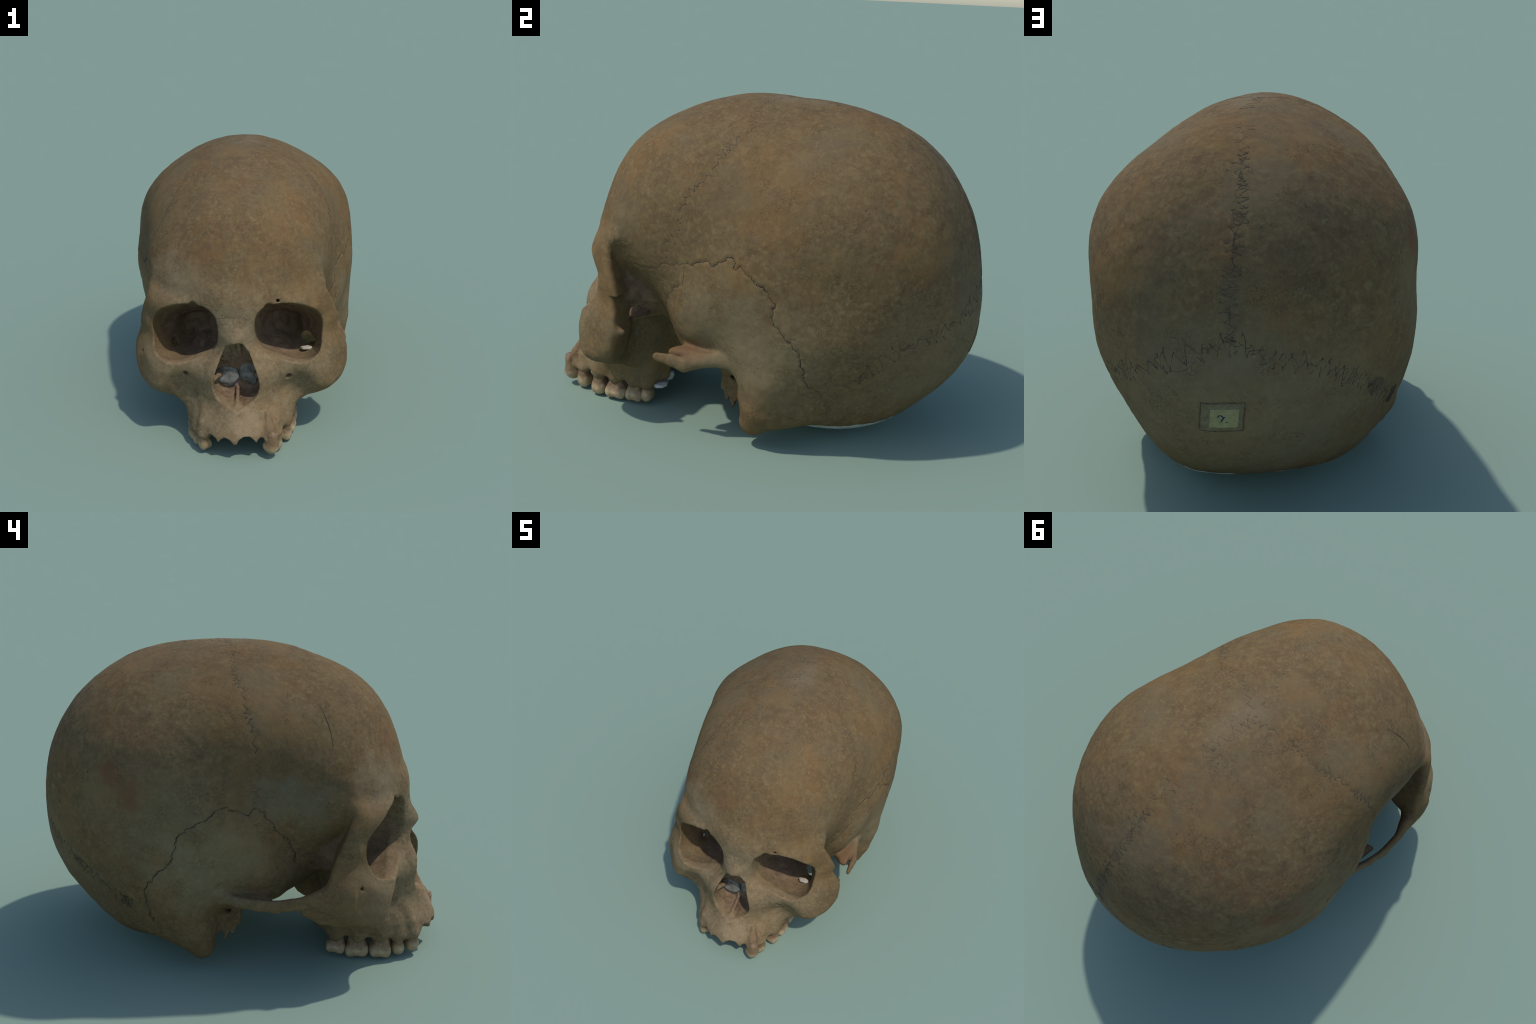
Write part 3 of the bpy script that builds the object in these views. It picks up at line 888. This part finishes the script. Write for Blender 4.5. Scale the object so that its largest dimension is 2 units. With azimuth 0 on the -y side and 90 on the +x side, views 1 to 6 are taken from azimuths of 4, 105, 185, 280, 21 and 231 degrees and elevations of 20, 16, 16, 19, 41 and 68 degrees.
def ribbon(name, line, radius, mat, parent=skull, lift=0.0, seed=1):
    """thin bead lying on the surface along a list of (point, normal)"""
    r = np.random.default_rng(seed)
    verts, faces = [], []
    n = len(line)
    m = 6
    for i, (p, nn) in enumerate(line):
        t = line[min(i + 1, n - 1)][0] - line[max(i - 1, 0)][0]
        t = t / (np.linalg.norm(t) + 1e-9)
        sd = np.cross(nn, t)
        sd /= np.linalg.norm(sd) + 1e-9
        w = radius * (0.35 + 0.65 * abs(math.sin(i * 0.071 + seed)) + 0.35 * r.uniform(-1, 1)) * min(1, 0.3 + i / 8, 0.3 + (n - 1 - i) / 8)
        w = max(w, radius * 0.3)
        for k in range(m):
            a = 2 * math.pi * k / m
            verts.append(tuple(p + sd * w * math.cos(a) + nn * (lift + 0.0009 * math.sin(a))))
    for i in range(n - 1):
        for k in range(m):
            a, b = i * m + k, i * m + (k + 1) % m
            faces.append((a, b, b + m, a + m))
    faces += [tuple(range(m))[::-1], tuple(range((n - 1) * m, n * m))]
    me = bpy.data.meshes.new(name)
    me.from_pydata(verts, [], faces)
    me.shade_smooth()
    return link(name, me, [mat], parent)


def settle(points):
    out = []
    for p in points:
        loc, nor, i, d = tree.find_nearest(Vector(p))
        out.append((np.array(loc), np.array(nor)))
    return out


for i, (name, line) in enumerate(seam_lines.items()):
    kind = name.split()[0]
    pts = settle([p for p, n in line])
    if kind in ("squamosal", "sphenoid", "mastoid", "frontosphenoid"):
        ribbon("suture", pts, STYLE[kind][2], CRACK if kind == "squamosal" else KNIT, seed=i + 2)
        continue
    # the knitted seams come and go: some stretches are closed over
    r = np.random.default_rng(i + 50)
    a = 0
    while a < len(pts) - 12:
        b = a + int(r.integers(35, 110))
        seg = pts[a:b]
        top = seg[len(seg) // 2][0][2] > 1.36 or (kind == "coronal" and seg[len(seg) // 2][0][2] < 1.08)
        if len(seg) > 8 and not (top and r.uniform() < 0.15):
            ribbon("suture", seg, STYLE[kind][2] * (0.7 if top else 1), FAINT if (top or kind in ("nasal", "internasal") or r.uniform() < 0.45) else KNIT, seed=i + 2)
        a = b + int(r.integers(0, 9))
    if kind in ("sagittal", "lambdoid"):
        # a second, fainter strand knits through the first
        base, q = spline(SEAMS[name], 0.0022)
        amp, finger = STYLE[kind][0] * 1.0, STYLE[kind][1] * 0.95
        ph = q / finger * math.pi * (1 + 0.25 * np.sin(q * 19)) + 1.3
        strand = []
        for k_, p in enumerate(base):
            t = base[min(k_ + 1, len(base) - 1)] - base[max(k_ - 1, 0)]
            t /= np.linalg.norm(t) + 1e-9
            loc, nor, _, _ = tree.find_nearest(Vector(p))
            sd = np.cross(np.array(nor), t)
            env = amp * (0.55 + 0.45 * math.sin(q[k_] * 23 + i))
            strand.append(np.array(loc) + sd * env * math.tanh(2 * math.sin(ph[k_])) + t * finger * 0.4 * math.sin(2 * ph[k_] + 0.8))
        strand = settle(strand)
        a = int(r.integers(5, 30))
        while a < len(strand) - 20:
            b = a + int(r.integers(25, 80))
            if strand[a][0][2] < 1.40:
                ribbon("suture", strand[a:b], STYLE[kind][2] * 0.85, FAINT, seed=i + 30)
            a = b + int(r.integers(10, 60))
scar, _ = spline([(-0.319, -0.414, 1.273), (-0.351, -0.443, 1.227), (-0.385, -0.473, 1.169), (-0.416, -0.490, 1.110)], 0.003)
ribbon("scratch", settle(scar), 0.0028, CRACK, seed=40)

# ---- teeth -----------------------------------------------------------------------
def tooth_mesh(kind):
    #            half length, half depth, cusp lobes, cusp height
    A, B, lobes, cusp = {"molar": (0.050, 0.050, 4, 0.008), "premolar": (0.034, 0.043, 2, 0.008), "canine": (0.037, 0.042, 1, 0.0)}[kind]
    prof = [(0.125, .50), (0.105, .60), (0.085, .68), (0.070, .80), (0.060, .86), (0.048, .95), (0.034, 1.0), (0.020, 1.0), (0.011, .94), (0.005, .84), (0.001, .68), (0.004, .45), (0.007, .2)]
    if kind == "canine":
        prof = [(0.135, .50), (0.11, .62), (0.09, .70), (0.075, .78), (0.060, .90), (0.046, 1.0), (0.034, .98), (0.024, .88), (0.015, .72), (0.008, .52), (0.003, .30), (0.001, .14)]
    n = 36
    verts, faces = [], []
    for j, (z, w) in enumerate(prof):
        for k in range(n):
            t = 2 * math.pi * k / n
            c, s = math.cos(t), math.sin(t)
            e = 0.72
            px = A * w * math.copysign(abs(c) ** e, c)
            py = B * w * math.copysign(abs(s) ** e, s)
            zz = z
            if z < 0.03 and lobes > 1:
                ph = abs(math.sin(2 * t)) if lobes == 4 else abs(s)
                zz = z + cusp * (1 - ph) * (1 if w > 0.3 else 0.8)
            if z > 0.05 and kind == "molar":
                px *= 1 - 0.16 * (z - 0.05) / 0.05 * abs(s) ** 6          # furrow between the roots
                py *= 1 - 0.18 * min(1, (z - 0.05) / 0.03) * (1 - abs(c)) ** 3
            d = mnoise.noise(Vector((px * 40, py * 40, zz * 40 + {"molar": 1, "premolar": 5, "canine": 9}[kind])))
            verts.append((px * (1 + 0.05 * d), py * (1 + 0.05 * d), zz + 0.0012 * d))
    for j in range(len(prof) - 1):
        for k in range(n):
            a, b = j * n + k, j * n + (k + 1) % n
            faces.append((b, a, a + n, b + n))
    faces.append(tuple(range(n)))
    faces.append(tuple(range((len(prof) - 1) * n, len(prof) * n))[::-1])
    me = bpy.data.meshes.new("tooth_" + kind)
    me.from_pydata(verts, [], faces)
    me.shade_smooth()
    me.materials.append(ENAMEL)
    return me


tooth_kinds = {k: tooth_mesh(k) for k in ("molar", "premolar", "canine")}
for i, (kind, tx, ty, tz, yaw, lean, sc) in enumerate(TEETH):
    ob = bpy.data.objects.new("tooth", tooth_kinds[kind])
    scene.objects.link(ob)
    ob.parent = parts[7]
    ob.location = (tx, ty, tz)
    ob.rotation_euler = (math.radians(lean), 0, math.radians(yaw))
    ob.scale = (sc[0] * (1.05 + 0.05 * math.sin(i * 2.3)), sc[1] * (1 + 0.05 * math.sin(i * 4.1)), sc[2] * (1 + 0.05 * math.sin(i * 1.7)))
    ob.rotation_euler[1] = math.radians(4 * math.sin(i * 3.3))

# ---- paper label with a hand-written numeral -----------------------------------------
LABEL = [np.array(p) for p in ((0.120, 0.988, 0.551), (-0.040, 0.992, 0.555), (-0.028, 0.972, 0.439), (0.130, 0.960, 0.433))]


def on_label(u, v, lift):
    """u to the right as read from behind, v downward, 0..1"""
    p = (LABEL[0] * (1 - u) + LABEL[1] * u) * (1 - v) + (LABEL[3] * (1 - u) + LABEL[2] * u) * v
    loc, nor, i, d = tree.find_nearest(Vector(p))
    return np.array(loc) + np.array(nor) * lift, np.array(nor)


def patch(name, u0, u1, v0, v1, lift, mat, parent, ragged=0.0):
    nu, nv = 28, 20
    verts, faces = [], []
    for side in (0, 1):
        for j in range(nv + 1):
            for i in range(nu + 1):
                a, b = i / nu, j / nv
                ea = ragged * mnoise.noise(Vector((a * 4, b * 6, side * 0 + 3)))
                u, v = u0 + (u1 - u0) * a, v0 + (v1 - v0) * b
                if i in (0, nu):
                    u += ea
                if j in (0, nv):
                    v += ea
                verts.append(tuple(on_label(u, v, lift if side == 0 else -0.003)[0]))
    w = nu + 1
    off = w * (nv + 1)
    for j in range(nv):
        for i in range(nu):
            a = j * w + i
            faces.append((a, a + w, a + w + 1, a + 1))
            faces.append((off + a, off + a + 1, off + a + w + 1, off + a + w))
    ring = [i for i in range(w)] + [j * w + nu for j in range(1, nv + 1)] + [nv * w + i for i in range(nu - 1, -1, -1)] + [j * w for j in range(nv - 1, 0, -1)]
    for a, b in zip(ring, ring[1:] + ring[:1]):
        faces.append((a, b, b + off, a + off))
    me = bpy.data.meshes.new(name)
    me.from_pydata(verts, [], faces)
    bm = bmesh.new()
    bm.from_mesh(me)
    bmesh.ops.recalc_face_normals(bm, faces=bm.faces)
    bm.to_mesh(me)
    bm.free()
    me.shade_smooth()
    return link(name, me, [mat], parent)


label = patch("label_backing", 0.01, 0.97, 0.02, 0.97, 0.0010, VARNISH, skull, 0.03)
patch("paper_label", 0.225, 0.86, 0.20, 0.83, 0.0024, PAPER, label, 0.02)
frame = [on_label(u, v, 0.0006) for u, v in [(t, 0.0 + 0.01 * math.sin(t * 9)) for t in np.linspace(0, 0.97, 60)] + [(0.97 + 0.01 * math.sin(t * 8), t) for t in np.linspace(0.02, 0.97, 40)]
         + [(t, 0.97) for t in np.linspace(0.95, 0.02, 60)] + [(0.01, t) for t in np.linspace(0.95, 0.0, 40)]]
ribbon("label_border", frame, 0.0026, GLUE, label, 0.0008, 5)


def stroke(points, radius):
    P, _ = spline([(u, v, 0) for u, v in points], 0.01)
    ribbon("ink_numeral", [on_label(u, v, 0.0032) for u, v, _ in P], radius, INK, label, 0.0, 1)


stroke([(0.395, 0.47), (0.425, 0.41), (0.455, 0.375)], 0.0027)
stroke([(0.455, 0.375), (0.50, 0.44), (0.535, 0.475), (0.575, 0.44)], 0.0027)
stroke([(0.535, 0.475), (0.505, 0.55), (0.465, 0.64)], 0.0027)
stroke([(0.585, 0.625), (0.60, 0.63), (0.615, 0.635)], 0.0055)


# ---- lumps standing in for white-filled scan holes: nose, left socket, behind the teeth --------------------------
def lump(name, c, r, mat, seed, parent, amp=0.12):
    bm = bmesh.new()
    bmesh.ops.create_icosphere(bm, subdivisions=4, radius=1)
    for v in bm.verts:
        k = 1 + amp * mnoise.noise(v.co * 1.7 + Vector((seed, seed * 2, 0))) + amp * 0.5 * mnoise.noise(v.co * 4 + Vector((seed, 3, 0)))
        v.co = Vector((c[0] + v.co.x * r[0] * k, c[1] + v.co.y * r[1] * k, c[2] + v.co.z * r[2] * k))
    me = bpy.data.meshes.new(name)
    bm.to_mesh(me)
    bm.free()
    me.shade_smooth()
    return link(name, me, [mat], parent)


lump("scan_hole_fill", (MID - 0.058, -0.748, 0.385), (0.066, 0.022, 0.055), FILL, 3, parts[7], 0.25)  # the pair stands in for scan holes at the back of the nose
lump("scan_hole_fill", (MID + 0.062, -0.742, 0.405), (0.060, 0.020, 0.075), FILL, 8, parts[7], 0.25)
lump("scan_hole_flake", (0.383, -0.590, 0.472), (0.034, 0.018, 0.010), CREAM, 5, parts[7], 0.3)  # stands in for a filled scan hole in the left socket
lump("scan_hole_flake", (0.195, -0.430, 0.130), (0.026, 0.036, 0.026), SCAN_FILL, 9, parts[7], 0.3)  # this and the next: white scan fill behind the left tooth row
lump("scan_hole_flake", (0.245, -0.455, 0.100), (0.045, 0.050, 0.016), SCAN_FILL, 4, parts[7], 0.3)
